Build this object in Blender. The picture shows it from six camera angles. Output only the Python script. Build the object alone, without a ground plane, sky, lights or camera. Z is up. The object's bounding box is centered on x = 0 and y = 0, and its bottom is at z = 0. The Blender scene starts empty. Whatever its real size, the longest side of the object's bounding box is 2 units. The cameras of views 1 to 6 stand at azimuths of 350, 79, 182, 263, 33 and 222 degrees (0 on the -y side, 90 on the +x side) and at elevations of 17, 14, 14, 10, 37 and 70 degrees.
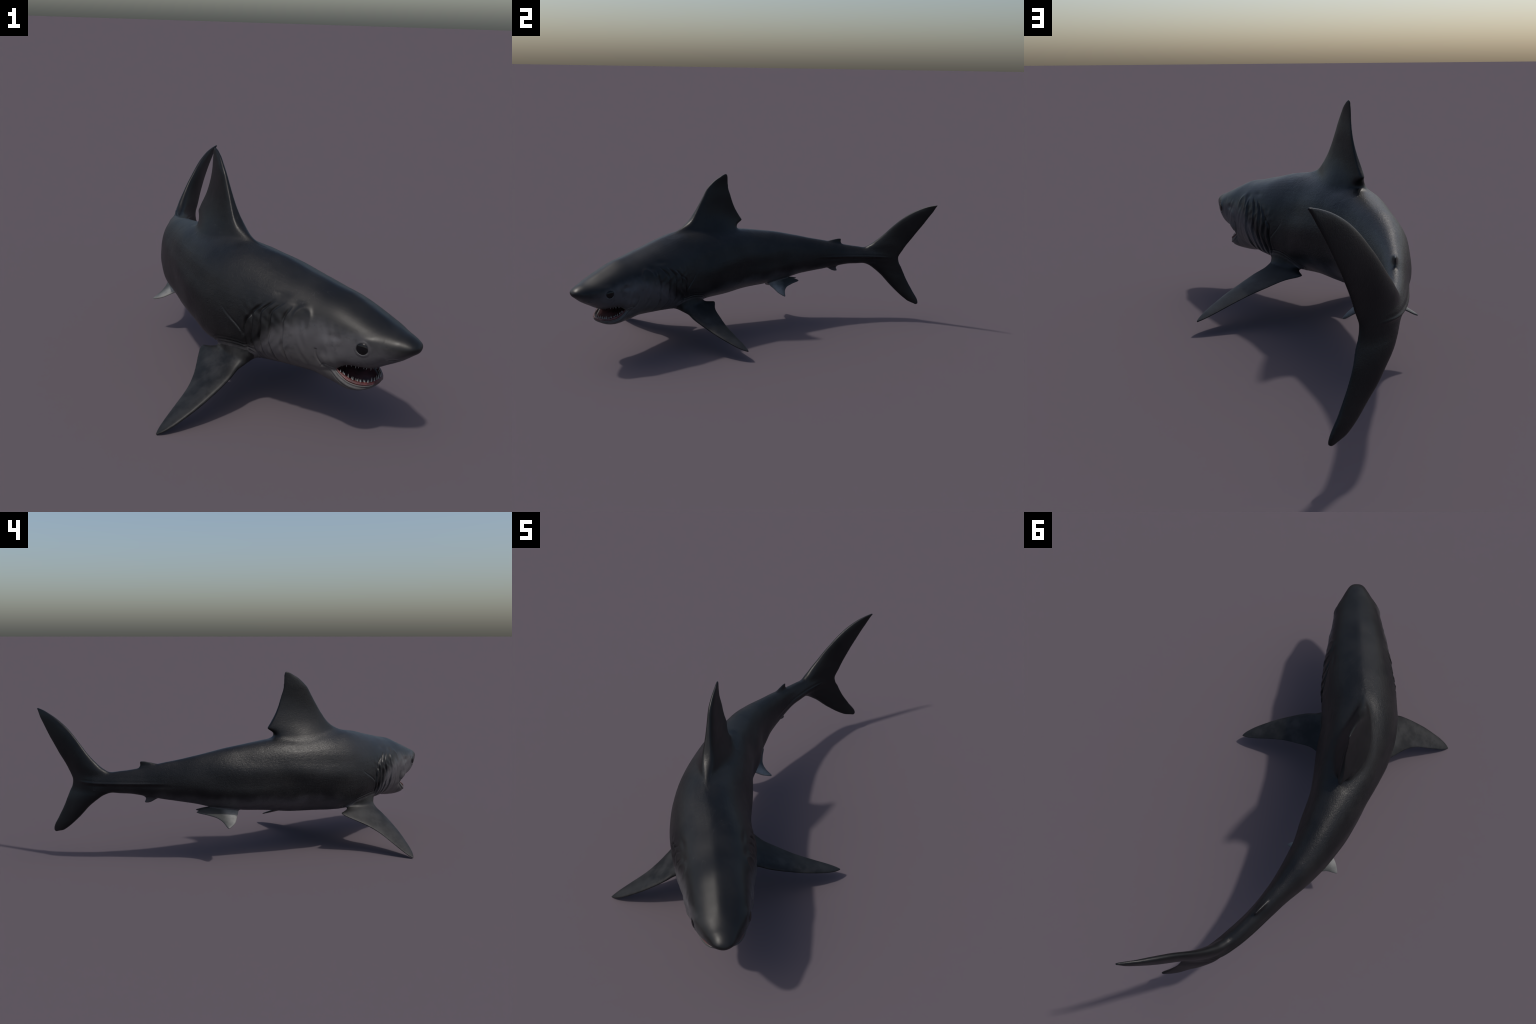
"""Great shark swimming with its body bent sideways and its mouth open.

The body is a loft of superellipse sections along a bent spine.  Everything is
described in spine coordinates: s (metres behind the snout tip, along the
spine), l (sideways, + is the animal's left) and z (height).  Fins are foil
lofts.  All skin parts are fused into one smooth surface, relief is pressed
into it, and the surface is then separated by region into named parts.
"""
import bpy, bmesh, math, random
import numpy as np
from mathutils import Vector
from mathutils.bvhtree import BVHTree

random.seed(7)
rng = np.random.default_rng(7)
VOXEL = 0.0024

# ------------------------------------------------------------------ helpers
def curve(table, smooth=True):
    """monotone-friendly cubic interpolation through (x, y) control points"""
    t = np.array(table, float)
    x, y = t[:, 0], t[:, 1]
    h = np.diff(x)
    d = np.diff(y) / h
    m = np.zeros(len(x))
    m[0], m[-1] = d[0], d[-1]
    for i in range(1, len(x) - 1):
        if d[i - 1] * d[i] > 0:
            w1, w2 = 2 * h[i] + h[i - 1], h[i] + 2 * h[i - 1]
            m[i] = (w1 + w2) / (w1 / d[i - 1] + w2 / d[i])
    def f(q):
        q = np.clip(np.asarray(q, float), x[0], x[-1])
        i = np.clip(np.searchsorted(x, q, side='right') - 1, 0, len(x) - 2)
        u = (q - x[i]) / h[i]
        return ((2*u**3 - 3*u**2 + 1) * y[i] + (u**3 - 2*u**2 + u) * h[i] * m[i]
                + (-2*u**3 + 3*u**2) * y[i + 1] + (u**3 - u**2) * h[i] * m[i + 1])
    return f

def sstep(a, b, x):
    u = np.clip((x - a) / (b - a), 0, 1)
    return u * u * (3 - 2 * u)

def gauss(x, w):
    return np.exp(-(x / w) ** 2)

# ------------------------------------------------------------------ spine
SPINE_PTS = [(0.396, -1.0), (0.346, -0.938), (0.258, -0.829), (0.176, -0.7275),
             (0.082, -0.611), (0.029, -0.550), (-0.030, -0.483), (-0.085, -0.400),
             (-0.130, -0.299), (-0.174, -0.188), (-0.213, -0.074), (-0.242, 0.043),
             (-0.2655, 0.160), (-0.274, 0.280), (-0.272, 0.400), (-0.267, 0.499),
             (-0.258, 0.580), (-0.246, 0.655), (-0.228, 0.721), (-0.192, 0.780),
             (-0.149, 0.832), (-0.109, 0.887), (-0.069, 0.940), (-0.009, 1.020)]
P = np.array(SPINE_PTS)
chord = np.r_[0, np.cumsum(np.linalg.norm(np.diff(P, axis=0), axis=1))]
fx = curve(list(zip(chord, P[:, 0]))); fy = curve(list(zip(chord, P[:, 1])))
qq = np.linspace(0, chord[-1], 1600)
SP = np.stack([fx(qq), fy(qq)], 1)
for _ in range(400):
    SP[1:-1] = 0.5 * SP[1:-1] + 0.25 * (SP[:-2] + SP[2:])
SS = np.r_[0, np.cumsum(np.linalg.norm(np.diff(SP, axis=0), axis=1))]
ST = np.gradient(SP, SS, axis=0)
ST /= np.linalg.norm(ST, axis=1)[:, None]
SN = np.stack([ST[:, 1], -ST[:, 0]], 1)          # + l : animal's left

def place(s, l, z):
    """spine coordinates -> world"""
    s = np.asarray(s, float)
    sc = np.clip(s, 0, SS[-1])
    c = np.stack([np.interp(sc, SS, SP[:, k]) for k in (0, 1)], -1)
    n = np.stack([np.interp(sc, SS, SN[:, k]) for k in (0, 1)], -1)
    t = np.stack([np.interp(sc, SS, ST[:, k]) for k in (0, 1)], -1)
    xy = c + n * np.asarray(l, float)[..., None] + t * (s - sc)[..., None]
    return np.concatenate([xy, np.broadcast_to(np.asarray(z, float), s.shape)[..., None]], -1)

def spine_coords(V):
    """world -> (s, l) by nearest spine point"""
    s = np.empty(len(V)); l = np.empty(len(V))
    sub = SP[::4]
    for a in range(0, len(V), 20000):
        q = V[a:a + 20000, :2]
        d = ((q[:, None, :] - sub[None]) ** 2).sum(-1)
        i = d.argmin(1) * 4
        dd = q - SP[i]
        s[a:a + 20000] = SS[i] + (dd * ST[i]).sum(1)
        l[a:a + 20000] = (dd * SN[i]).sum(1)
    return s, l

# ------------------------------------------------------------------ body profile
z_top = curve([(0, .380), (.004, .388), (.012, .395), (.04, .408), (.08, .419), (.13, .436), (.17, .451),
               (.22, .470), (.28, .490), (.35, .504), (.42, .519), (.50, .537), (.58, .553),
               (.67, .570), (.77, .577), (.88, .571), (1.0, .562), (1.12, .552),
               (1.24, .532), (1.36, .511), (1.48, .487), (1.60, .461), (1.70, .441),
               (1.78, .425), (1.86, .416), (1.93, .412), (2.05, .40)])
# underside: snout, then the roof of the mouth, then throat and belly
z_bot = curve([(0, .376), (.004, .368), (.02, .357), (.046, .340), (.08, .318), (.11, .301), (.14, .284),
               (.16, .277), (.20, .279), (.24, .262), (.268, .235), (.30, .205), (.35, .194),
               (.42, .192), (.50, .188), (.58, .181), (.67, .176), (.77, .179), (.88, .184),
               (1.0, .195), (1.12, .208), (1.24, .220), (1.36, .241), (1.48, .265),
               (1.60, .287), (1.70, .304), (1.78, .316), (1.86, .318), (1.93, .322), (2.05, .34)])
half_w = curve([(0, .007), (.004, .018), (.012, .030), (.03, .043), (.05, .053), (.08, .069), (.13, .096), (.17, .107),
                (.22, .117), (.28, .129), (.35, .143), (.42, .155), (.50, .164), (.58, .170),
                (.67, .171), (.77, .170), (.88, .160), (1.0, .140), (1.12, .121),
                (1.24, .107), (1.36, .089), (1.48, .068), (1.60, .048), (1.70, .037),
                (1.78, .034), (1.86, .032), (1.93, .028), (2.0, .018), (2.06, .006)])
z_mid = curve([(0, .3835), (.04, .374), (.08, .370), (.13, .368), (.17, .366), (.22, .362), (.28, .355),
               (.35, .352), (.42, .343), (.50, .338), (.58, .336), (.67, .322), (.77, .318),
               (.88, .345), (1.0, .352), (1.12, .346), (1.24, .338), (1.36, .345),
               (1.48, .359), (1.60, .364), (1.70, .367), (1.86, .366), (2.05, .37)])
low_pow = curve([(0, 2.0), (.10, 2.1), (.16, 2.5), (.20, 3.0), (.25, 2.9), (.30, 2.3), (.36, 2.0), (.48, 2.1), (.58, 2.2), (.76, 2.12), (.90, 1.93), (1.1, 1.85), (1.4, 1.9), (2.05, 2.0)])

up_pow = curve([(0, 2.0), (.10, 2.06), (.50, 2.06), (.62, 2.0), (.78, 2.05), (.92, 2.2), (1.10, 2.25), (1.3, 2.05), (2.05, 2.0)])

def ring_loft(rings, name):
    """closed mesh from a list of equally long rings of 3D points"""
    R = np.array(rings)
    k, n = R.shape[:2]
    verts = list(map(tuple, R.reshape(-1, 3)))
    a = len(verts); verts.append(tuple(R[0].mean(0))); verts.append(tuple(R[-1].mean(0)))
    faces = []
    for i in range(k - 1):
        for j in range(n):
            j2 = (j + 1) % n
            faces.append((i * n + j, i * n + j2, (i + 1) * n + j2, (i + 1) * n + j))
    for j in range(n):
        j2 = (j + 1) % n
        faces.append((a, j2, j))
        faces.append((a + 1, (k - 1) * n + j, (k - 1) * n + j2))
    me = bpy.data.meshes.new(name)
    me.from_pydata(verts, [], faces)
    bm = bmesh.new(); bm.from_mesh(me)
    bmesh.ops.recalc_face_normals(bm, faces=bm.faces)
    bm.to_mesh(me); bm.free()
    ob = bpy.data.objects.new(name, me)
    bpy.context.collection.objects.link(ob)
    return ob

TH = np.linspace(0, 2 * np.pi, 72, endpoint=False)
def section(s, w, zm, zt, zb, p_up=2.0, p_lo=2.0):
    c, sn = np.cos(TH), np.sin(TH)
    p = np.where(sn >= 0, p_up, p_lo)
    l = w * np.sign(c) * np.abs(c) ** (2 / p)
    v = np.sign(sn) * np.abs(sn) ** (2 / p)
    z = np.where(sn >= 0, zm + (zt - zm) * v, zm + (zm - zb) * v)
    return place(np.full(len(TH), s), l, z)

body_s = np.r_[0.06 * np.linspace(0, 1, 14)[1:] ** 2, np.linspace(.06, 2.055, 210)[1:]]
body_rings = [section(s + .0105 * max(0, 1 - s / .06), float(half_w(s)), float(z_mid(s)), float(z_top(s)), float(z_bot(s)),
                      float(up_pow(s)), float(low_pow(s))) for s in np.r_[0.0002, body_s]]
body = ring_loft(body_rings, "body_loft")

# ------------------------------------------------------------------ jaw and mouth
JAW_F, JAW_C, JAW_L = 0.148, 0.268, 0.096
def arch_l(s, front, corner, half, p=2.1):
    """half width of the jaw arch at station s"""
    u = np.clip((corner - s) / (corner - front), 0, 1)
    return half * (1 - u ** p) ** (1 / p)

lip_low = curve([(.144, .237), (.149, .229), (.153, .223), (.158, .221), (.175, .223), (.192, .227), (.21, .233),
                 (.227, .242), (.242, .251), (.258, .264), (.268, .273), (.30, .30), (.5, .33)])
lip_up = curve([(.140, .281), (.157, .284), (.172, .289), (.19, .293), (.21, .292), (.235, .287),
                (.25, .281), (.262, .274), (.27, .270)])
jaw_bot = curve([(.145, .231), (.148, .224), (.152, .216), (.158, .209), (.168, .201), (.19, .190), (.22, .184),
                 (.25, .182), (.28, .183), (.35, .193), (.46, .20)])
jaw_w_back = curve([(.268, .097), (.29, .105), (.32, .112), (.36, .115), (.46, .10)])
jaw_s = np.r_[JAW_F + 0.10 * np.linspace(0.03, 1, 26) ** 2, np.linspace(.24, .46, 26)[1:]]
rings = []
for s in jaw_s:
    w = arch_l(s, JAW_F - .001, JAW_C, JAW_L) if s < JAW_C else float(jaw_w_back(s))
    zt = float(lip_low(s)); zb = float(jaw_bot(s)); zm = zt - 0.18 * (zt - zb)
    rings.append(section(s, w, zm, zt, min(zb, zm - .002), 5.0, 2.1))
jaw = ring_loft(rings, "jaw_loft")

cav_top = curve([(.152, .288), (.165, .300), (.19, .317), (.23, .322), (.28, .318), (.36, .308), (.44, .295)])
cav_bot = curve([(.152, .230), (.158, .214), (.175, .213), (.21, .217), (.26, .226), (.32, .238), (.44, .262)])
cav_w = lambda s: float(arch_l(s, .1525, .262, .086)) if s < .262 else float(curve([(.262, .086), (.30, .086), (.36, .07), (.44, .03)])(s))
cav_s = np.r_[.1528 + .0732 * np.linspace(0.05, 1, 22) ** 2, np.linspace(.226, .44, 24)[1:]]
rings = []
for s in cav_s:
    zt, zb = float(cav_top(s)), float(cav_bot(s))
    rings.append(section(s, cav_w(s), zb + .62 * (zt - zb), zt, zb, 2.2, 2.6))
cavity = ring_loft(rings, "cavity_loft")

# ------------------------------------------------------------------ fins
CH = 0.5 * (1 - np.cos(np.linspace(0, np.pi, 34)))            # chordwise sampling
def foil(c):
    y = 2.969 * np.sqrt(c) - 1.26 * c - 3.516 * c**2 + 2.843 * c**3 - 1.015 * c**4
    return y / 1.0015 / 1.0

def fin_ring(lead, trail, half, edge, to_world, flare=0.0):
    """to_world(chord position 0..1 -> point on the fin's middle sheet, offset)"""
    pos = lead + (trail - lead) * CH
    bell = np.sin(np.pi * np.clip((pos - .675) / .475, 0, 1) ** .98) ** 1.3      # slow swelling used where a fin flares into the body
    a = ((1 - flare) * foil(CH) + flare * bell) * max(half - edge, 0)
    cap = np.sqrt(np.clip(1 - (2 * CH - 1) ** 8, 0, 1))      # rounded edge thickness
    th = a * 1.0 + edge * cap
    up = to_world(pos, th); dn = to_world(pos[::-1][1:-1], -th[::-1][1:-1])
    return np.concatenate([up, dn])

def sheet_fin(name, levels, lead, trail, thick, edge=0.0022, lean=None, flare=None):
    rings = []
    for z in levels:
        ln = (float(lean[0](z)), float(lean[1](z))) if lean else (0.0, 0.0)
        rings.append(fin_ring(float(lead(z)), float(trail(z)), float(thick(z)), edge,
                              lambda pos, th, z=z, ln=ln, a=float(lead(z)), b=float(trail(z)): place(pos, th + ln[0] + (ln[1] - ln[0]) * (pos - a) / (b - a), z), float(flare(z)) if flare else 0.0))
    return ring_loft(rings, name)

def tip_levels(a, b, n, sharp=1.6):
    return a + (b - a) * (1 - (1 - np.linspace(0, 1, n)) ** sharp)

dorsal = sheet_fin("dorsal_loft", tip_levels(.50, .8685, 60),
    curve([(.50, .66), (.555, .645), (.572, .655), (.585, .695), (.598, .733), (.611, .762), (.634, .791), (.660, .812), (.72, .850), (.755, .871),
           (.792, .893), (.824, .924), (.840, .943), (.853, .965), (.862, .981), (.8685, .997)]),
    curve([(.50, 1.09), (.56, 1.07), (.577, 1.071), (.588, 1.090), (.602, 1.114), (.612, 1.106), (.64, 1.083), (.69, 1.053),
           (.75, 1.031), (.80, 1.017), (.838, 1.015), (.856, 1.013), (.864, 1.010), (.8685, 1.005)]),
    curve([(.50, .090), (.54, .076), (.56, .067), (.58, .057), (.605, .045), (.63, .035), (.66, .0265), (.70, .0195), (.75, .0145), (.82, .0085), (.86, .005), (.8685, .003)]),
    lean=(curve([(.50, 0), (.60, .002), (.66, 0), (.79, .0005), (.825, .005), (.855, .012), (.8685, .014)]),
          curve([(.50, 0), (.60, 0), (.643, .004), (.697, .010), (.75, .013), (.80, .012), (.8685, .014)])),
    flare=curve([(.50, 1), (.575, 1), (.63, .72), (.70, .36), (.78, .08), (.8685, 0)]))

tail_up = sheet_fin("caudal_loft", tip_levels(.34, .6955, 60),
    curve([(.34, 1.87), (.405, 1.85), (.418, 1.864), (.435, 1.896), (.461, 1.926), (.490, 1.957), (.556, 2.020), (.614, 2.088),
           (.647, 2.138), (.667, 2.177), (.680, 2.208), (.689, 2.237), (.6955, 2.266)]),
    curve([(.34, 2.055), (.371, 2.066), (.41, 2.083), (.445, 2.103), (.49, 2.134), (.522, 2.156), (.571, 2.192),
           (.62, 2.224), (.655, 2.248), (.682, 2.264), (.6955, 2.273)]),
    curve([(.34, .026), (.42, .023), (.48, .019), (.56, .015), (.64, .010), (.6955, .003)]), edge=.003,
    lean=(curve([(.34, 0), (.48, -.003), (.56, -.005), (.62, -.006), (.667, -.007), (.6955, -.002)]),
          curve([(.34, 0), (.41, -.001), (.445, -.004), (.49, -.009), (.57, -.012), (.655, -.008), (.6955, -.001)])))
tail_lo = sheet_fin("caudal_loft", tip_levels(.40, .1045, 60),
    curve([(.1045, 2.178), (.108, 2.166), (.117, 2.130), (.125, 2.115), (.154, 2.070), (.194, 2.021), (.214, 2.000), (.255, 1.957),
           (.27, 1.938), (.287, 1.916), (.307, 1.885), (.318, 1.855), (.33, 1.84), (.40, 1.87)]),
    curve([(.1045, 2.184), (.109, 2.190), (.114, 2.191), (.18, 2.154), (.266, 2.105), (.328, 2.077), (.343, 2.071), (.371, 2.066), (.40, 2.06)]),
    curve([(.1045, .0035), (.12, .008), (.18, .015), (.25, .020), (.31, .023), (.40, .025)]), edge=.003,
    lean=(curve([(.1045, -.003), (.122, -.009), (.155, -.011), (.20, -.011), (.28, -.008), (.34, -.003), (.40, 0)]),
          curve([(.1045, -.002), (.18, -.007), (.265, -.007), (.344, 0), (.40, 0)])))
second_dorsal = sheet_fin("second_dorsal_loft", tip_levels(.42, .4665, 16),
    curve([(.42, 1.61), (.448, 1.625), (.458, 1.650), (.463, 1.678), (.4665, 1.697)]),
    curve([(.42, 1.72), (.440, 1.724), (.448, 1.720), (.462, 1.719), (.4665, 1.714)]),
    curve([(.42, .02), (.445, .010), (.4665, .0035)]), edge=.0026)
anal = sheet_fin("anal_loft", tip_levels(.33, .2730, 16),
    curve([(.2730, 1.682), (.276, 1.670), (.283, 1.655), (.290, 1.642), (.30, 1.630), (.33, 1.64)]),
    curve([(.2730, 1.696), (.276, 1.700), (.284, 1.697), (.294, 1.695), (.302, 1.705), (.33, 1.70)]),
    curve([(.2730, .0035), (.292, .008), (.33, .015)]), edge=.0026)

# pectorals: planar foil in a frame given by root front, tip and rear corner
PEC_LEAD = curve([(-.07, .015), (-.03, .004), (0, .000), (.04, .000), (.09, -.015), (.16, -.0255), (.24, -.030), (.32, -.026),
                  (.37, -.017), (.39, -.009), (.401, -.002)])
PEC_TRAIL = curve([(-.07, .165), (0, .168), (.03, .180), (.052, .208), (.068, .230), (.076, .228), (.098, .207), (.125, .176), (.15, .146),
                   (.18, .116), (.22, .088), (.30, .054), (.37, .024), (.39, .012), (.401, .003)])
PEC_TRAIL_LEFT = curve([(-.07, .165), (0, .168), (.018, .180), (.040, .208), (.055, .230), (.063, .223), (.083, .190), (.10, .168), (.127, .146),
                        (.155, .128), (.18, .111), (.22, .087), (.30, .052), (.37, .024), (.39, .012), (.401, .003)])
PEC_T = curve([(-.07, .050), (-.03, .038), (0, .028), (.04, .020), (.10, .014), (.20, .0105), (.30, .0075), (.37, .005), (.401, .003)])
def pectoral(name, front, tip, rear, trail=PEC_TRAIL):
    front, tip, rear = map(np.array, (front, tip, rear))
    ax = tip - front; span = np.linalg.norm(ax); ax = ax / span
    ay = rear - front; ay = ay - ax * (ay @ ax); chord_len = np.linalg.norm(ay); ay /= chord_len
    nn = np.cross(ax, ay); nn *= np.sign(nn[2])
    k = span / .401; kc = chord_len / .2335
    rings = []
    for b in np.r_[np.linspace(-.07, .36, 56), .36 + .041 * (1 - (1 - np.linspace(0, 1, 14)[1:]) ** 1.7)]:
        base = front + ax * b * k
        camber = 0.006 * np.sin(np.clip(b / .401, 0, 1) * np.pi)
        rings.append(fin_ring(float(PEC_LEAD(b)), float(trail(b)), float(PEC_T(b)), .0022,
                     lambda pos, th, base=base, cb=camber: base + ay * (pos * kc)[:, None] + nn * (th + cb * 0)[:, None]))
    # fleshy shoulder over the root
    c = front + ay * .088 - ax * .026 + nn * .018
    a = np.linspace(0, 2 * np.pi, 40, endpoint=False)
    sh = []
    for u in np.linspace(-.995, .995, 30):
        r = math.sqrt(1 - u * u)
        sh.append(c + ay * (.105 * u) + (ax * .060) * (r * np.cos(a))[:, None] + (nn * .040) * (r * np.sin(a))[:, None])
    SHOULDERS.append(ring_loft(sh, "shoulder_loft"))
    return ring_loft(rings, name)
SHOULDERS = []
pec_r = pectoral("pectoral_loft", (-.085, -.636, .205), (-.4075, -.7525, .0005), (-.243, -.443, .177))
pec_l = pectoral("pectoral_loft", (.129, -.460, .201), (.4035, -.1445, .049), (-.002, -.259, .199), PEC_TRAIL_LEFT)

# pelvics: triangular foils with a long free rear tip, in spine coordinates
def pelvic(name, side):
    lead = np.array([(1.250, .000, .255), (1.262, .026, .224), (1.272, .042, .214), (1.284, .062, .203), (1.302, .096, .183), (1.322, .118, .172), (1.334, .128, .166)])
    trail = np.array([(1.350, .000, .255), (1.464, .028, .227), (1.418, .047, .216), (1.377, .066, .204), (1.354, .092, .187), (1.345, .117, .172), (1.340, .129, .1665)])
    th = [.012, .009, .0085, .0075, .006, .0045, .003]
    u = np.linspace(0, 1, 44); kk = np.array([0, .2, .33, .48, .74, .92, 1.0])
    def sm(A):
        return np.stack([curve(list(zip(kk, A[:, i])))(u) for i in range(3)], 1)
    Lc, Tc, Hc = sm(lead), sm(trail), curve(list(zip(kk, th)))(u)
    rings = []
    for a, c, h in zip(Lc, Tc, Hc):
        def tw(pos, thk, a=a, c=c):
            q = a + (c - a) * pos[:, None]
            bow = 0.010 * np.sin(np.pi * np.clip(pos, 0, 1))
            return place(q[:, 0], side * (q[:, 1] + .35 * thk), q[:, 2] + thk * .93 + bow * 0)
        rings.append(fin_ring(0, 1, float(h), .0030, tw))
    return ring_loft(rings, name)
pel_r = pelvic("pelvic_loft", -1)
pel_l = pelvic("pelvic_loft", 1)

FINS = {"dorsal_fin": [dorsal], "second_dorsal": [second_dorsal], "anal_fin": [anal], "caudal_fin": [tail_up, tail_lo],
        "pectoral_r": [pec_r, SHOULDERS[0]], "pectoral_l": [pec_l, SHOULDERS[1]], "pelvic_r": [pel_r], "pelvic_l": [pel_l]}

def bvh_of(obs):
    vs, fs = [], []
    for o in obs:
        k = len(vs)
        vs += [v.co.copy() for v in o.data.vertices]
        fs += [tuple(i + k for i in p.vertices) for p in o.data.polygons]
    return BVHTree.FromPolygons(vs, fs)
BVH = {k: bvh_of(v) for k, v in FINS.items()}
BVH["body"] = bvh_of([body]); BVH["jaw"] = bvh_of([jaw]); BVH["cavity"] = bvh_of([cavity])

# ------------------------------------------------------------------ fuse
def evaluated(ob):
    dg = bpy.context.evaluated_depsgraph_get()
    return bpy.data.meshes.new_from_object(ob.evaluated_get(dg))

m = body.modifiers.new("u", 'BOOLEAN'); m.operation = 'UNION'; m.object = jaw; m.solver = 'EXACT'
m = body.modifiers.new("d", 'BOOLEAN'); m.operation = 'DIFFERENCE'; m.object = cavity; m.solver = 'EXACT'
hull = evaluated(body)

bm = bmesh.new(); bm.from_mesh(hull)
for obs in FINS.values():
    for o in obs:
        bm.from_mesh(o.data)
joined = bpy.data.meshes.new("skin"); bm.to_mesh(joined); bm.free()
skin = bpy.data.objects.new("skin", joined); bpy.context.collection.objects.link(skin)
r = skin.modifiers.new("r", 'REMESH'); r.mode = 'VOXEL'; r.voxel_size = VOXEL; r.adaptivity = 0
fused = evaluated(skin)
for o in [body, jaw, cavity, skin] + [o for v in FINS.values() for o in v]:
    bpy.data.objects.remove(o, do_unlink=True)

nv = len(fused.vertices)
V = np.empty(nv * 3); fused.vertices.foreach_get("co", V); V = V.reshape(-1, 3)
nf = len(fused.polygons)
ls = np.empty(nf, np.int32); fused.polygons.foreach_get("loop_start", ls)
lt = np.empty(nf, np.int32); fused.polygons.foreach_get("loop_total", lt)
lv = np.empty(len(fused.loops), np.int32); fused.loops.foreach_get("vertex_index", lv)
assert (lt == 4).all()
Q = lv.reshape(-1, 4)
E_ = np.concatenate([Q[:, [0, 1]], Q[:, [1, 2]], Q[:, [2, 3]], Q[:, [3, 0]]])
E_ = np.unique(np.sort(E_, 1), axis=0)
deg = np.bincount(E_.ravel(), minlength=nv).astype(float)

def neighbour_mean(A):
    out = np.empty_like(A)
    for k in range(A.shape[1]):
        out[:, k] = (np.bincount(E_[:, 0], A[E_[:, 1], k], nv) + np.bincount(E_[:, 1], A[E_[:, 0], k], nv)) / deg
    return out

def normals(V):
    a = np.cross(V[Q[:, 2]] - V[Q[:, 0]], V[Q[:, 3]] - V[Q[:, 1]])
    N = np.zeros_like(V)
    for k in range(3):
        for c in range(4):
            N[:, k] += np.bincount(Q[:, c], a[:, k], nv)
    return N / np.maximum(np.linalg.norm(N, axis=1), 1e-12)[:, None]

def dist_to(key, idx, limit=0.05):
    t = BVH[key]
    d = np.full(nv, limit)
    for i in idx:
        r = t.find_nearest(Vector(V[i]), limit)
        if r[0] is not None:
            d[i] = r[3]
    return d

s_, l_ = spine_coords(V)
ALL = np.arange(nv)
# distances from the lofts decide which part a place belongs to
boxes = {"dorsal_fin": (s_ > .58) & (s_ < 1.2) & (V[:, 2] > .50), "second_dorsal": (s_ > 1.55) & (s_ < 1.8) & (V[:, 2] > .41),
         "anal_fin": (s_ > 1.55) & (s_ < 1.8) & (V[:, 2] < .33), "caudal_fin": s_ > 1.80,
         "pectoral_r": (V[:, 2] < .32) & (s_ > .35) & (s_ < 1.1) & (l_ < -.02), "pectoral_l": (V[:, 2] < .32) & (s_ > .35) & (s_ < 1.1) & (l_ > .02),
         "pelvic_r": (V[:, 2] < .30) & (s_ > 1.1) & (s_ < 1.6) & (l_ < .02), "pelvic_l": (V[:, 2] < .30) & (s_ > 1.1) & (s_ < 1.6) & (l_ > -.02)}
D = {k: dist_to(k, np.where(b)[0]) for k, b in boxes.items()}
near_fin = np.min(np.stack(list(D.values())), 0)
DB = dist_to("body", np.where((near_fin < .049))[0], .2)
mouth_idx = np.where((s_ > .10) & (s_ < .5) & (V[:, 2] < .36) & (np.abs(l_) < .13))[0]
DC = dist_to("cavity", mouth_idx)
inside = (DC < .0016)

# fillet the fin roots, then take the voxel steps off everywhere
root = gauss(DB, .016) * gauss(near_fin, .022) * (near_fin < .049)
pec_near = np.minimum(D["pectoral_r"], D["pectoral_l"])
root = np.where(pec_near < .049, gauss(DB, .030) * gauss(pec_near, .030), root)
root = np.where(D["dorsal_fin"] < .049, gauss(DB, .04) * gauss(D["dorsal_fin"], .04), root)
small = np.minimum(np.minimum(D["second_dorsal"], D["anal_fin"]), np.minimum(D["pelvic_l"], D["pelvic_r"]))
root *= np.where(small < .049, .35, 1.0)
def smooth_local(weight, steps):
    sel = np.where(weight > .02)[0]
    pick = np.zeros(nv, bool); pick[sel] = True
    e = np.concatenate([E_, E_[:, ::-1]]); e = e[pick[e[:, 0]]]
    back = np.full(nv, -1); back[sel] = np.arange(len(sel)); row = back[e[:, 0]]; n = len(sel); dg = np.bincount(row, minlength=n)
    w = weight[sel][:, None] * .6
    for _ in range(steps):
        mean = np.stack([np.bincount(row, V[e[:, 1], k], n) for k in range(3)], 1) / dg[:, None]
        V[sel] += w * (mean - V[sel])
smooth_local(root, 90)
smooth_local(root * ((D["dorsal_fin"] < .049) | (pec_near < .049)), 130)
calm = np.where((near_fin < .05) & (DB > .012), .12, .5)[:, None]
for _ in range(4):
    V += calm * (neighbour_mean(V) - V)

# ------------------------------------------------------------------ relief
N = normals(V)
z_ = V[:, 2].copy()
al = np.abs(l_)
disp = np.zeros(nv)
outer = ~inside
skin_ok = sstep(.004, .03, near_fin)

# gill covers: each flap swells towards its rear edge and drops into a slit
GILLS = [(.432, .440, .215), (.486, .448, .215), (.526, .444, .220), (.562, .432, .225), (.594, .395, .228)]
wob = 0.0022 * np.sin(z_ * 70 + np.sign(l_) * 1.1)
for i, (g, zt, zb) in enumerate(GILLS):
    arc = -.040 * sstep(zt - .055, zt + .012, z_) ** 1.6 * (0.3 if i == 0 else 1.0)
    low = -.010 * sstep(.27, .20, z_)
    ds = s_ - (g + arc + low + wob * (1 + .2 * np.sin(2.1 * i)))
    ext = sstep(zb - .012, zb + .03, z_) * sstep(zt + .010, zt - .03, z_) * (al > .05)
    deep = (.0075 + .0035 * sstep(.40, .34, z_)) * (.88 + .34 * np.sin(z_ * 52 + i * 2.3 + np.sign(l_)))
    groove = np.where(ds < 0, gauss(ds, .0034), gauss(ds, .0075)) * deep
    flap = np.where(ds < 0, np.exp(ds / .018), gauss(ds, .003)) * (.0040, .0030, .0042, .0030, .0025)[i]
    disp += ext * (flap - groove)
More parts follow.
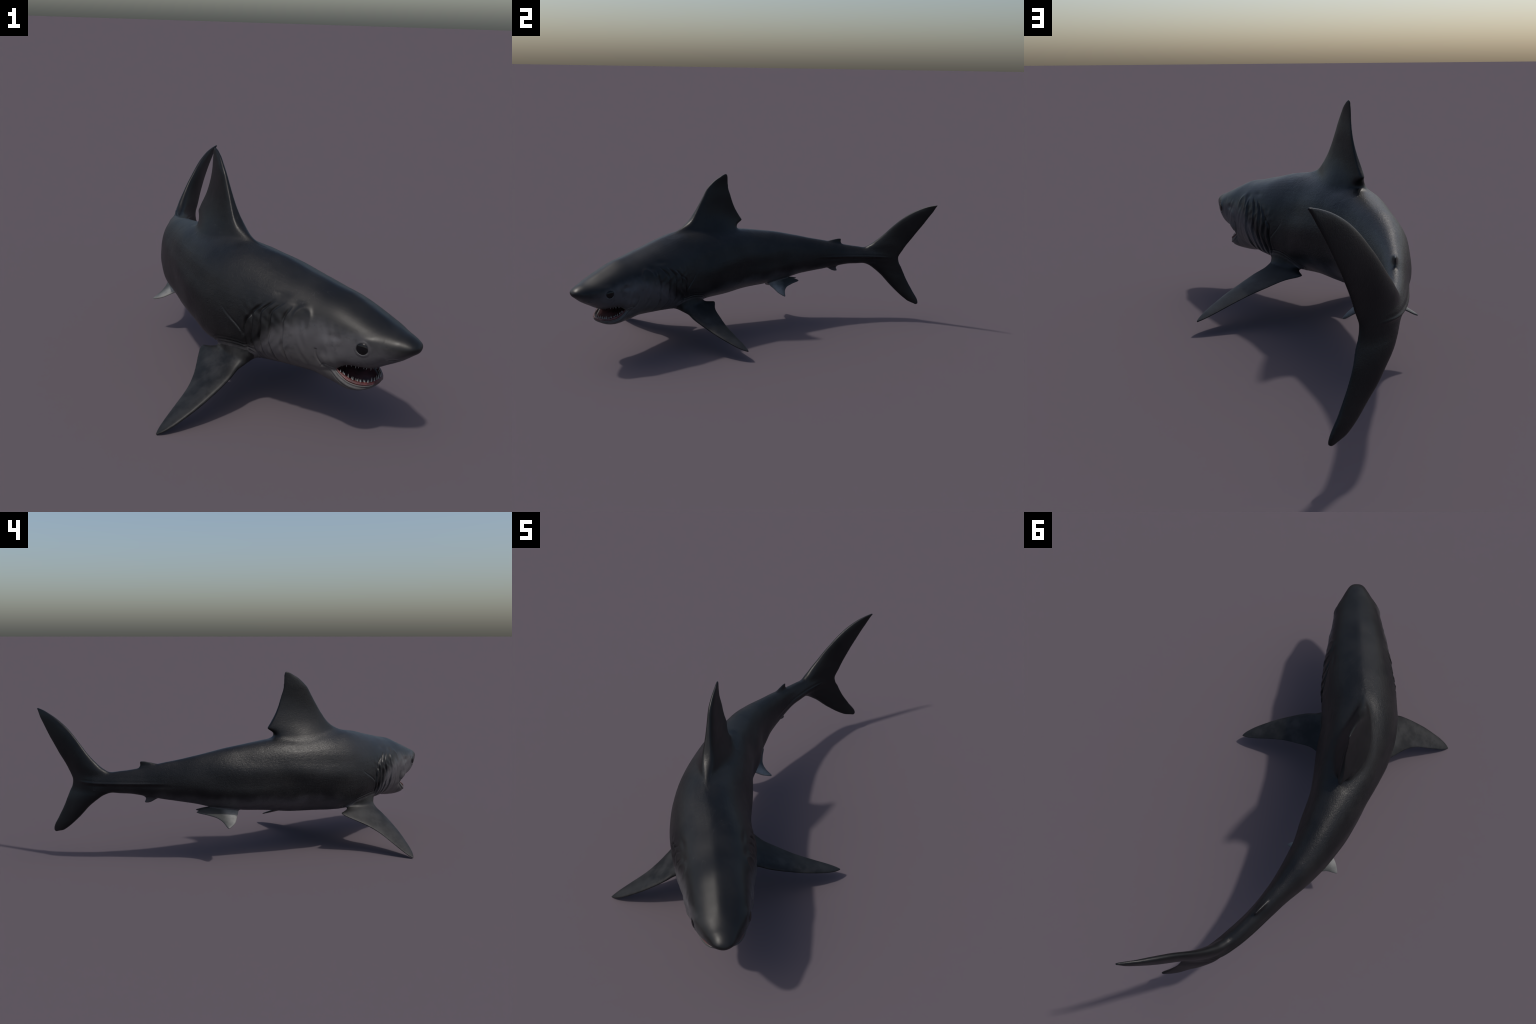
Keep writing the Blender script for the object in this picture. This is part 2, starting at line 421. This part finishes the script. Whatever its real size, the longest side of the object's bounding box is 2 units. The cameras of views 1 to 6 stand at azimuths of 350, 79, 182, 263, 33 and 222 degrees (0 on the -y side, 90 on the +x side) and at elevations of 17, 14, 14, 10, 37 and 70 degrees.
# arched swelling over the first gill cover, dents on the cheek
def blob(s0, z0, rs, rz, amp):
    return amp * np.exp(-((s_ - s0) / rs) ** 2 - ((z_ - z0) / rz) ** 2) * (al > .04)
ringr = np.hypot((s_ - .372) / .030, (z_ - .408) / .040)
disp += gauss(ringr - 1, .22) * .0024 * sstep(.385, .43, z_) * (al > .05)
disp += blob(.372, .402, .020, .024, -.0032)
disp += blob(.405, .452, .02, .012, -.003) + blob(.47, .470, .03, .010, -.003)
disp += blob(.245, .384, .020, .012, -.0035) + blob(.285, .352, .030, .022, .0030)
disp += blob(.315, .315, .03, .03, -.002) + blob(.272, .303, .026, .018, .0055)
# fold running back and down from the corner of the mouth, lip folds of the jaw
zf = .272 + .010 * sstep(.262, .28, s_) - .02 * sstep(.28, .31, s_)
disp += -.0055 * gauss(z_ - zf, .0035) * sstep(.255, .265, s_) * sstep(.305, .285, s_) * (al > .07)
cheek = np.hypot((s_ - .262) / .050, (z_ - .318) / .055)
disp += -.0030 * gauss(cheek - 1, .08) * (s_ > .275) * (z_ < .33) * (al > .06)
ll = lip_low(s_)
jaw_side = (s_ > .136) & (s_ < .30) & (z_ < ll + .004) & outer
disp += jaw_side * (-.0026 * gauss(z_ - (ll - .009), .0030) + .0016 * gauss(z_ - (ll - .016), .004) - .0016 * gauss(z_ - (ll - .024), .003)) * sstep(.30, .26, s_)
# shoulder fold in front of the pectoral girdle
sp = .598 + .10 * sstep(.28, .40, z_) ** 1.3
ds = s_ - sp
fe = sstep(.225, .27, z_) * sstep(.400, .33, z_) * (al > .05)
disp += fe * (-.0024 * gauss(ds + .004, .006) + .0022 * np.where(ds > 0, np.exp(-ds / .035), gauss(ds, .004)))
# creases above the pectoral root
pecd = np.minimum(D["pectoral_r"], D["pectoral_l"])
disp += np.where(pecd < .049, .0012 * np.sin(pecd * 520 + 6 * s_) * gauss(pecd - .012, .012) * (DB < .02), 0)
# keel along the tail stalk
kz = .366
disp += (.0065 * gauss(z_ - kz, .0055) + .003 * gauss(z_ - kz - .012, .012)) * sstep(1.55, 1.78, s_) * sstep(2.03, 1.90, s_)
disp += -.002 * gauss(z_ - kz + .014, .008) * sstep(1.50, 1.70, s_) * sstep(2.00, 1.90, s_)
# long soft swellings of the flank
disp += skin_ok * .0022 * np.sin(z_ * 46 - 5 * s_ + .6) * sstep(.65, .8, s_) * sstep(1.5, 1.2, s_) * sstep(.50, .42, z_) * (al > .03)
disp += skin_ok * .0016 * np.sin(s_ * 21 + np.sin(z_ * 23)) * sstep(.62, .75, s_) * sstep(1.6, 1.3, s_)
# low crest along the crown, wrinkled skin between the gill slits
disp += .0038 * gauss(l_, .026) * (z_ > z_top(s_) - .05) * sstep(.06, .16, s_) * sstep(.75, .62, s_)
gz = sstep(.38, .43, s_) * sstep(.64, .58, s_) * sstep(.22, .26, z_) * sstep(.45, .41, z_) * (al > .05)
disp += gz * .0011 * np.sin(s_ * 150 + 3 * np.sin(z_ * 38 + 1)) * np.sin(z_ * 75 + 40 * s_)
ck = sstep(.17, .22, s_) * sstep(.42, .36, s_) * sstep(.23, .27, z_) * sstep(.43, .40, z_) * (al > .05)
disp += ck * .0010 * np.sin(z_ * 88 - 55 * s_ + 2 * np.sin(s_ * 60)) * np.sin(s_ * 70 + 1.3)
# soft irregular lumps over the whole skin (sum of random plane waves)
lump = np.zeros(nv)
for _ in range(26):
    k = rng.normal(size=3); k *= 2 * np.pi / rng.uniform(.10, .30) / np.linalg.norm(k)
    lump += np.sin(V @ k + rng.uniform(0, 6.28))
disp += lump * .00022 * (.4 + .6 * sstep(.02, .25, s_)) * sstep(-.02, .012, np.where(DB > .012, .002, near_fin))
# eyes and nostrils
EYE = (.155, .0965, .366)
er = np.hypot(s_ - EYE[0], z_ - EYE[2])
eye_zone = (al > .05) & (s_ > .1) & (s_ < .22)
disp += eye_zone * (.0024 * gauss(er - .0215, .0040) - .0050 * sstep(.0185, .012, er))
disp += eye_zone * (.0030 * np.exp(-((s_ - .150) / .03) ** 2 - ((z_ - .396) / .012) ** 2))
nr = np.hypot((s_ - .074) / .007, (z_ - .338 + .25 * (s_ - .074)) / .0026)
disp += (s_ < .12) * (al > .03) * (-.0045 * gauss(nr, 1.0) + .0012 * gauss(nr - 2.0, .7))
# small pores scattered on the snout
for _ in range(70):
    ps, pz, sd = rng.uniform(.05, .26), rng.uniform(.31, .40), rng.choice([-1, 1])
    hit = (np.abs(s_ - ps) < .006) & (np.abs(z_ - pz) < .006) & (l_ * sd > .03)
    disp[hit] += -.0009 * gauss(np.hypot(s_[hit] - ps, z_[hit] - pz), .0017)

disp = np.where(inside | (DC < .0025), 0, disp) * sstep(-.012, .012, near_fin + (s_ > 1.8))
V += N * disp[:, None]
for _ in range(1):
    V += .35 * (neighbour_mean(V) - V) * (near_fin > .01)[:, None]
N = normals(V)

# ------------------------------------------------------------------ regions
fs = s_[Q].mean(1); fz = z_[Q].mean(1)
def fmin(a): return a[Q].mean(1)
fin_in = {k: fmin(D[k]) for k in D}
fdb = fmin(DB)
label = np.zeros(nf, int)
NAMES = ["torso", "head", "tail_stalk", "lower_jaw", "mouth_lining", "dorsal_fin", "second_dorsal", "anal_fin",
         "caudal_fin", "pectoral_r", "pectoral_l", "pelvic_r", "pelvic_l"]
label[fs < .60 + .10 * sstep(.28, .40, fz) ** 1.3] = 1
label[fs > 1.56] = 2
jaw_top = np.where(fs < .268, lip_low(fs) + .012, .272 - .55 * (fs - .268))
label[(fs < .36) & (fs > .13) & (fz < jaw_top)] = 3
label[inside[Q].sum(1) >= 3] = 4
for k in ["dorsal_fin", "second_dorsal", "anal_fin", "pectoral_r", "pectoral_l", "pelvic_r", "pelvic_l"]:
    label[(fin_in[k] < .006) & (fdb > .007)] = NAMES.index(k)
label[fs > 1.93] = NAMES.index("caudal_fin")
label[(fin_in["caudal_fin"] < .006) & (fdb > .007) & (fs > 1.82)] = NAMES.index("caudal_fin")

# ------------------------------------------------------------------ materials
def new_mat(name):
    mt = bpy.data.materials.new(name); mt.use_nodes = True
    nt = mt.node_tree
    return mt, nt, nt.nodes["Principled BSDF"]

class Net:
    def __init__(self, nt):
        self.nt = nt
        self.co = nt.nodes.new("ShaderNodeTexCoord").outputs["Object"]
    def val(self, sock, v):
        if hasattr(v, "is_output"): self.nt.links.new(v, sock)
        else: sock.default_value = v
    def math(self, op, a, b=0.0, c=0.0):
        n = self.nt.nodes.new("ShaderNodeMath"); n.operation = op
        self.val(n.inputs[0], a); self.val(n.inputs[1], b); self.val(n.inputs[2], c)
        return n.outputs[0]
    def noise(self, scale, detail=3, rough=.5, dist=0.0, co=None, stretch=None):
        co = co or self.co
        if stretch:
            mp = self.nt.nodes.new("ShaderNodeMapping"); mp.inputs["Scale"].default_value = stretch
            self.nt.links.new(co, mp.inputs["Vector"]); co = mp.outputs[0]
        n = self.nt.nodes.new("ShaderNodeTexNoise"); n.inputs["Scale"].default_value = scale
        n.inputs["Detail"].default_value = detail; n.inputs["Roughness"].default_value = rough
        n.inputs["Distortion"].default_value = dist
        self.nt.links.new(co, n.inputs["Vector"])
        return n.outputs["Fac"]
    def ramp(self, fac, stops):
        n = self.nt.nodes.new("ShaderNodeValToRGB"); e = n.color_ramp.elements
        while len(e) < len(stops): e.new(.5)
        for k, (p, c) in zip(e, stops):
            k.position = p; k.color = (c, c, c, 1) if not isinstance(c, tuple) else (*c, 1)
        self.val(n.inputs[0], fac)
        return n.outputs[0]
    def range(self, v, a, b):
        n = self.nt.nodes.new("ShaderNodeMapRange"); n.interpolation_type = 'SMOOTHSTEP'
        self.val(n.inputs[0], v); n.inputs[1].default_value = a; n.inputs[2].default_value = b
        return n.outputs[0]
    def mix(self, fac, a, b, mode='MIX'):
        n = self.nt.nodes.new("ShaderNodeMix"); n.data_type = 'RGBA'; n.blend_type = mode
        self.val(n.inputs[0], fac)
        for s, v in ((n.inputs[6], a), (n.inputs[7], b)):
            self.val(s, (*v, 1) if isinstance(v, tuple) else v)
        return n.outputs[2]
    def xyz(self):
        n = self.nt.nodes.new("ShaderNodeSeparateXYZ"); self.nt.links.new(self.co, n.inputs[0])
        return n.outputs
    def bump(self, h, strength, dist, prev=None):
        n = self.nt.nodes.new("ShaderNodeBump"); n.inputs["Strength"].default_value = strength
        n.inputs["Distance"].default_value = dist
        self.val(n.inputs["Height"], h)
        if prev: self.nt.links.new(prev, n.inputs["Normal"])
        return n.outputs[0]

BACK = (.0048, .0051, .0058)
BACK2 = (.0108, .0106, .0107)
FLANK = (.068, .066, .071)
BELLY = (.078, .075, .075)

def skin_material(name, pale=True, base=BACK, base2=BACK2, rough=.40):
    mt, nt, bs = new_mat(name); g = Net(nt)
    x, y, z = g.xyz()
    big = g.noise(7, 4, .6); mid = g.noise(38, 4, .6); fine = g.noise(190, 3, .6)
    col = g.mix(g.range(big, .35, .68), base, base2)
    if pale:
        # distance behind the snout along the head axis; pale line height follows it
        h = g.math('ADD', g.math('MULTIPLY', g.math('SUBTRACT', x, .396), -.628), g.math('MULTIPLY', g.math('ADD', y, 1.0), .778))
        fc = nt.nodes.new("ShaderNodeFloatCurve")
        pts = [(0, .358), (.10, .370), (.17, .392), (.26, .408), (.36, .405), (.45, .370), (.53, .295), (.61, .245),
               (.72, .238), (.85, .262), (1.0, .282), (1.35, .290), (1.7, .312)]
        cv = fc.mapping.curves[0]
        while len(cv.points) < len(pts): cv.points.new(.5, .5)
        for p, (a, b) in zip(cv.points, pts): p.location = (a / 1.8, b)
        fc.mapping.update()
        g.val(fc.inputs["Value"], g.math('DIVIDE', h, 1.8))
        line = g.math('ADD', fc.outputs[0], g.math('MULTIPLY', g.math('SUBTRACT', g.noise(14, 4, .55), .5), .055))
        below = g.math('SUBTRACT', line, z)
        col = g.mix(g.range(below, -.030, .042), col, FLANK)
        col = g.mix(g.range(below, .05, .15), col, BELLY)
    # mottling, small dark specks and pale scratches
    col = g.mix(g.math('MULTIPLY', g.range(mid, .50, .75), .28), col, (.0035, .0038, .0042))
    vo = nt.nodes.new("ShaderNodeTexVoronoi"); vo.inputs["Scale"].default_value = 60
    nt.links.new(g.co, vo.inputs["Vector"])
    speck = g.math('MULTIPLY', g.math('LESS_THAN', vo.outputs["Distance"], .085), g.range(g.noise(9, 2), .5, .62))
    col = g.mix(g.math('MULTIPLY', speck, .7), col, (.008, .008, .009))
    scr = g.noise(26, 2, .5, .4, stretch=(1, .14, 1))
    line2 = g.range(g.math('ABSOLUTE', g.math('SUBTRACT', scr, .5)), .0035, .0)
    scm = g.math('MULTIPLY', line2, g.range(g.noise(3.1, 2), .57, .68))
    col = g.mix(g.math('MULTIPLY', scm, .10), col, (.20, .20, .20))
    nt.links.new(col, bs.inputs["Base Color"])
    g.val(bs.inputs["Roughness"], g.math('ADD', rough - .06, g.math('MULTIPLY', mid, .14)))
    bs.inputs["Specular IOR Level"].default_value = .30
    w = g.noise(150, 3, .6, 1.2, stretch=(1, .6, 1.2))
    hh = g.math('ADD', g.math('MULTIPLY', g.math('SUBTRACT', x, .396), -.628), g.math('MULTIPLY', g.math('ADD', y, 1.0), .778))
    rug = g.math('ADD', .10, g.math('MULTIPLY', g.range(hh, .35, .75), .90))      # head is smoother than the flanks
    if not pale: rug = g.math('MULTIPLY', rug, .45)                              # fins are smoother too
    b = g.bump(g.math('MULTIPLY', w, rug), .42, .0026)
    b = g.bump(g.math('MULTIPLY', g.noise(20, 4, .6, .6), rug), .16, .007, b)
    b = g.bump(g.math('MULTIPLY', fine, rug), .25, .0014, b)
    nt.links.new(b, bs.inputs["Normal"])
    return mt

M_SKIN = skin_material("countershaded_skin")
M_DARK = skin_material("dark_fin_skin", pale=False, base=(.0036, .0039, .0044), base2=(.0074, .0074, .0076), rough=.40)

def fin_pale(name, c1, c2, rear=None):
    mt, nt, bs = new_mat(name); g = Net(nt)
    col = g.mix(g.range(g.noise(14, 5, .6), .35, .7), c1, c2)
    col = g.mix(g.math('MULTIPLY', g.range(g.noise(60, 4, .6), .52, .75), .4), col, tuple(v * .5 for v in c1))
    if rear:      # darker towards the free rear edge
        x, y, z = g.xyz()
        back = g.math('SUBTRACT', g.math('MULTIPLY', y, .98), g.math('MULTIPLY', x, .2))
        back = g.math('ADD', back, g.math('MULTIPLY', g.math('SUBTRACT', g.noise(22, 4, .6), .5), .05))
        col = g.mix(g.range(back, .150, .215), col, rear)
    nt.links.new(col, bs.inputs["Base Color"])
    bs.inputs["Roughness"].default_value = .48; bs.inputs["Specular IOR Level"].default_value = .22
    nt.links.new(g.bump(g.noise(160, 3, .6), .2, .0012), bs.inputs["Normal"])
    return mt
M_PEC = fin_pale("pectoral_skin", (.0070, .0073, .0078), (.0230, .0230, .0232))
M_PELVIC = fin_pale("pelvic_skin", (.17, .17, .165), (.25, .25, .24), rear=(.045, .047, .046))

def simple(name, c, rough, bumpy=0, c2=None, scale=40, **kw):
    mt, nt, bs = new_mat(name); g = Net(nt)
    nt.links.new(g.mix(g.range(g.noise(scale, 3), .35, .65), c, c2 or tuple(v * .7 for v in c)), bs.inputs["Base Color"])
    bs.inputs["Roughness"].default_value = rough
    for k, v in kw.items(): bs.inputs[k].default_value = v
    if bumpy: nt.links.new(g.bump(g.noise(scale * 3, 2), bumpy, .002), bs.inputs["Normal"])
    return mt
M_MOUTH = simple("mouth_flesh", (.070, .026, .028), .5, .3, (.040, .017, .019))
M_GUM = simple("gum_flesh", (.095, .024, .023), .42, .4, (.050, .014, .014), 70)
M_TOOTH = simple("tooth_enamel", (.20, .21, .205), .34, 0, (.11, .12, .118), 120)
M_EYE = simple("eye_black", (.004, .004, .005), .10, 0, (.003, .003, .003), **{"Specular IOR Level": .3})
M_LID = simple("eyelid_skin", (.032, .032, .034), .45, 0, (.020, .020, .022), 120)
# the lid ring is coloured paler along its lower edge
_nt = M_LID.node_tree; _g = Net(_nt); _x, _y, _z = _g.xyz()
_nt.links.new(_g.mix(_g.range(_y, -.004, -.014), (.018, .018, .020), (.085, .085, .088)), _nt.nodes["Principled BSDF"].inputs["Base Color"])

# ------------------------------------------------------------------ objects
thing = bpy.data.objects.new("shark", None)
bpy.context.collection.objects.link(thing)
thing["label"] = "dark grey great shark bending sideways, toothy mouth open"
thing["category"] = "shark"
def add(name, me, parent=thing):
    ob = bpy.data.objects.new(name, me); bpy.context.collection.objects.link(ob); ob.parent = parent
    return ob

OUT = {"torso": ("torso", M_SKIN), "head": ("head", M_SKIN), "tail_stalk": ("tail", M_SKIN), "lower_jaw": ("lower_jaw", M_SKIN),
       "mouth_lining": ("mouth_lining", M_MOUTH), "dorsal_fin": ("dorsal_fin", M_DARK), "second_dorsal": ("second_dorsal_fin", M_DARK),
       "anal_fin": ("anal_fin", M_SKIN), "caudal_fin": ("tail_fin", M_DARK), "pectoral_r": ("pectoral_fin", M_PEC),
       "pectoral_l": ("pectoral_fin", M_PEC), "pelvic_r": ("pelvic_fin", M_PELVIC), "pelvic_l": ("pelvic_fin", M_PELVIC)}
parts = {}
for i, k in enumerate(NAMES):
    f = Q[label == i]
    if not len(f): continue
    used, inv = np.unique(f, return_inverse=True)
    f = inv.reshape(f.shape)
    name, mat = OUT[k]
    me = bpy.data.meshes.new(name)
    me.vertices.add(len(used)); me.vertices.foreach_set("co", V[used].ravel())
    me.loops.add(f.size); me.loops.foreach_set("vertex_index", f.ravel().astype(np.int32))
    me.polygons.add(len(f)); me.polygons.foreach_set("loop_start", (np.arange(len(f)) * 4).astype(np.int32))
    me.polygons.foreach_set("use_smooth", np.ones(len(f), bool))
    me.update(calc_edges=True); me.validate()
    me.normals_split_custom_set_from_vertices(N[used].tolist())
    me.materials.append(mat)
    parts[k] = add(name, me)

# eyes with a thin lid ring
def uv_ball(name, r, mat, flat=1.0):
    me = bpy.data.meshes.new(name); b = bmesh.new()
    bmesh.ops.create_uvsphere(b, u_segments=40, v_segments=24, radius=r)
    for v in b.verts: v.co.z *= flat
    for f in b.faces: f.smooth = True
    b.to_mesh(me); b.free(); me.materials.append(mat)
    return me
def torus_mesh(name, R, r, mat, nu=64, nvv=14):
    vs, fs2 = [], []
    for i in range(nu):
        a = 2 * math.pi * i / nu
        for j in range(nvv):
            c = 2 * math.pi * j / nvv
            vs.append(((R + r * math.cos(c)) * math.cos(a), (R + r * math.cos(c)) * math.sin(a), .9 * r * math.sin(c)))
            fs2.append((i * nvv + j, ((i + 1) % nu) * nvv + j, ((i + 1) % nu) * nvv + (j + 1) % nvv, i * nvv + (j + 1) % nvv))
    me = bpy.data.meshes.new(name); me.from_pydata(vs, [], fs2); me.polygons.foreach_set("use_smooth", [True] * len(fs2))
    me.materials.append(mat); me.update()
    return me
eye_me = uv_ball("eye", .0200, M_EYE, .36)
lid_me = torus_mesh("eyelid", .0200, .0017, M_LID)
headN = N; hb = (label == 1)
hv = np.unique(Q[hb])
for side in (-1, 1):
    # find the skin at the eye and sit the ball in its socket
    tgt = place(np.array([EYE[0]]), np.array([side * EYE[1]]), EYE[2])[0]
    near = hv[(np.linalg.norm(V[hv] - tgt, axis=1) < .03) & (l_[hv] * side > 0)]
    rr = np.hypot(s_[near] - EYE[0], z_[near] - EYE[2])
    ring = near[(rr > .017) & (rr < .024)]
    nrm = N[ring].mean(0); nrm /= np.linalg.norm(nrm)
    ctr = V[ring].mean(0)
    q = Vector(nrm).to_track_quat('Z', 'Y')
    e = add("eye", eye_me, parts["head"]); e.location = Vector(ctr - nrm * .0024); e.rotation_mode = 'QUATERNION'; e.rotation_quaternion = q
    d = add("eyelid", lid_me, parts["head"]); d.location = Vector(ctr - nrm * .0006); d.rotation_mode = 'QUATERNION'; d.rotation_quaternion = q

# gums: ridged bands along both jaws
def sweep(name, pts, prof, mat):
    """sweep a closed (outward, up) profile along a jaw arch"""
    pts = np.array(pts); T = np.gradient(pts, axis=0); T /= np.linalg.norm(T, axis=1)[:, None]
    rings = []
    n = len(pts)
    for i, (p, t) in enumerate(zip(pts, T)):
        out = np.cross(t, [0, 0, 1]); out /= np.linalg.norm(out); up = np.cross(out, t); up *= np.sign(up[2])
        k = min(1, .35 + .65 * min(i, n - 1 - i) / (n * .12))
        rings.append([p + out * a * k + up * b * k for a, b in prof])
    ob = ring_loft(rings, name); ob.parent = parts["head"] if name == "upper_gum" else parts["lower_jaw"]
    for f in ob.data.polygons: f.use_smooth = True
    ob.data.materials.append(mat)
    return ob
def arch_path(front, corner, half, zf, n=70, inset=0.0):
    ph = np.linspace(-1, 1, n) * math.pi / 2
    l = (half - inset) * np.sign(np.sin(ph)) * np.abs(np.sin(ph)) ** (2 / 2.1)
    s = front + inset + (corner - front - inset) * (1 - np.abs(np.cos(ph)) ** (2 / 2.1))
    return s, l, np.array([float(zf(v)) for v in s])
s0, l0, z0 = arch_path(JAW_F, .262, JAW_L, lip_low, inset=.0085)
low_path = place(s0, l0, z0 + .001)
# does 'out' of the sweep point away from the mouth?  orient by construction
prof = [(.0065 * math.cos(a) * (1 + .13 * math.cos(7 * a)), .0062 * math.sin(a) * (1 + .13 * math.cos(7 * a))) for a in np.linspace(0, 2 * math.pi, 26)[:-1]]
sweep("lower_gum", low_path, prof, M_GUM)
s1, l1, z1 = arch_path(.148, .258, .094, lip_up, inset=.0095)
up_path = place(s1, l1, z1 + .004)
sweep("upper_gum", up_path, prof, M_GUM)

# teeth: flattened, slightly hooked triangular blades
def tooth_mesh():
    me = bpy.data.meshes.new("tooth"); rings = []
    for u in np.linspace(0, 1, 9):
        w = (1 - u) ** 1.02 * (1 + .20 * (1 - u) ** 4); hook = -.22 * u ** 2
        a = np.linspace(0, 2 * np.pi, 12, endpoint=False)
        rings.append(np.stack([.5 * w * np.cos(a), .24 * w * np.sin(a) + hook * .6, np.full(12, u)], 1))
    ob = ring_loft(rings, "tooth"); me = ob.data; bpy.data.objects.remove(ob)
    for f in me.polygons: f.use_smooth = True
    me.materials.append(M_TOOTH)
    return me
T_ME = tooth_mesh()
def teeth(front, corner, half, zf, inset, n, dz, up, size, parent, row):
    ph = (np.arange(n) + .5 + .25 * row) / n * 2 - 1
    ph = ph * .93 * math.pi / 2
    for k, p in enumerate(ph):
        p = p + random.uniform(-.02, .02)
        sn, cs = math.sin(p), math.cos(p)
        l = (half - inset) * math.copysign(abs(sn) ** (2 / 2.1), sn)
        s = front + inset + (corner - front - inset) * (1 - cs ** (2 / 2.1))
        pos = place(np.array([s]), np.array([l]), float(zf(s)) + dz)[0]
        e = 1e-3
        l2 = (half - inset) * math.copysign(abs(math.sin(p + e)) ** (2 / 2.1), math.sin(p + e)); s2 = front + inset + (corner - front - inset) * (1 - math.cos(p + e) ** (2 / 2.1))
        t = place(np.array([s2]), np.array([l2]), float(zf(s2)) + dz)[0] - pos; t[2] *= .3; t /= np.linalg.norm(t)
        zax = np.array([0, 0, 1.0 if up else -1.0])
        out = np.cross(t, zax); out /= np.linalg.norm(out)
        ctr = place(np.array([.21]), np.array([0.0]), pos[2])[0]
        if out @ (pos - ctr) < 0: out = -out
        zax = zax + out * random.uniform(-.12, .22) + t * random.uniform(-.2, .2); zax /= np.linalg.norm(zax)
        xax = np.cross(out, zax); xax /= np.linalg.norm(xax); yax = np.cross(zax, xax)
        h = size * random.uniform(.75, 1.2) * (.55 + .45 * abs(cs) ** .5)
        w = .0088 * random.uniform(.8, 1.15) * (.7 + .3 * abs(cs))
        o = add("tooth", T_ME, parent)
        from mathutils import Matrix
        o.matrix_local = Matrix([[xax[0] * w, yax[0] * w, zax[0] * h, pos[0]], [xax[1] * w, yax[1] * w, zax[1] * h, pos[1]],
                                 [xax[2] * w, yax[2] * w, zax[2] * h, pos[2]], [0, 0, 0, 1]])
teeth(JAW_F, .262, JAW_L, lip_low, .0095, 21, .003, True, .0175, parts["lower_jaw"], 0)
teeth(JAW_F, .258, JAW_L, lip_low, .0145, 18, .001, True, .0150, parts["lower_jaw"], 1)
teeth(.148, .256, .094, lip_up, .0085, 20, .001, False, .0160, parts["head"], 0)
teeth(.148, .252, .094, lip_up, .0145, 18, .006, False, .0140, parts["head"], 1)
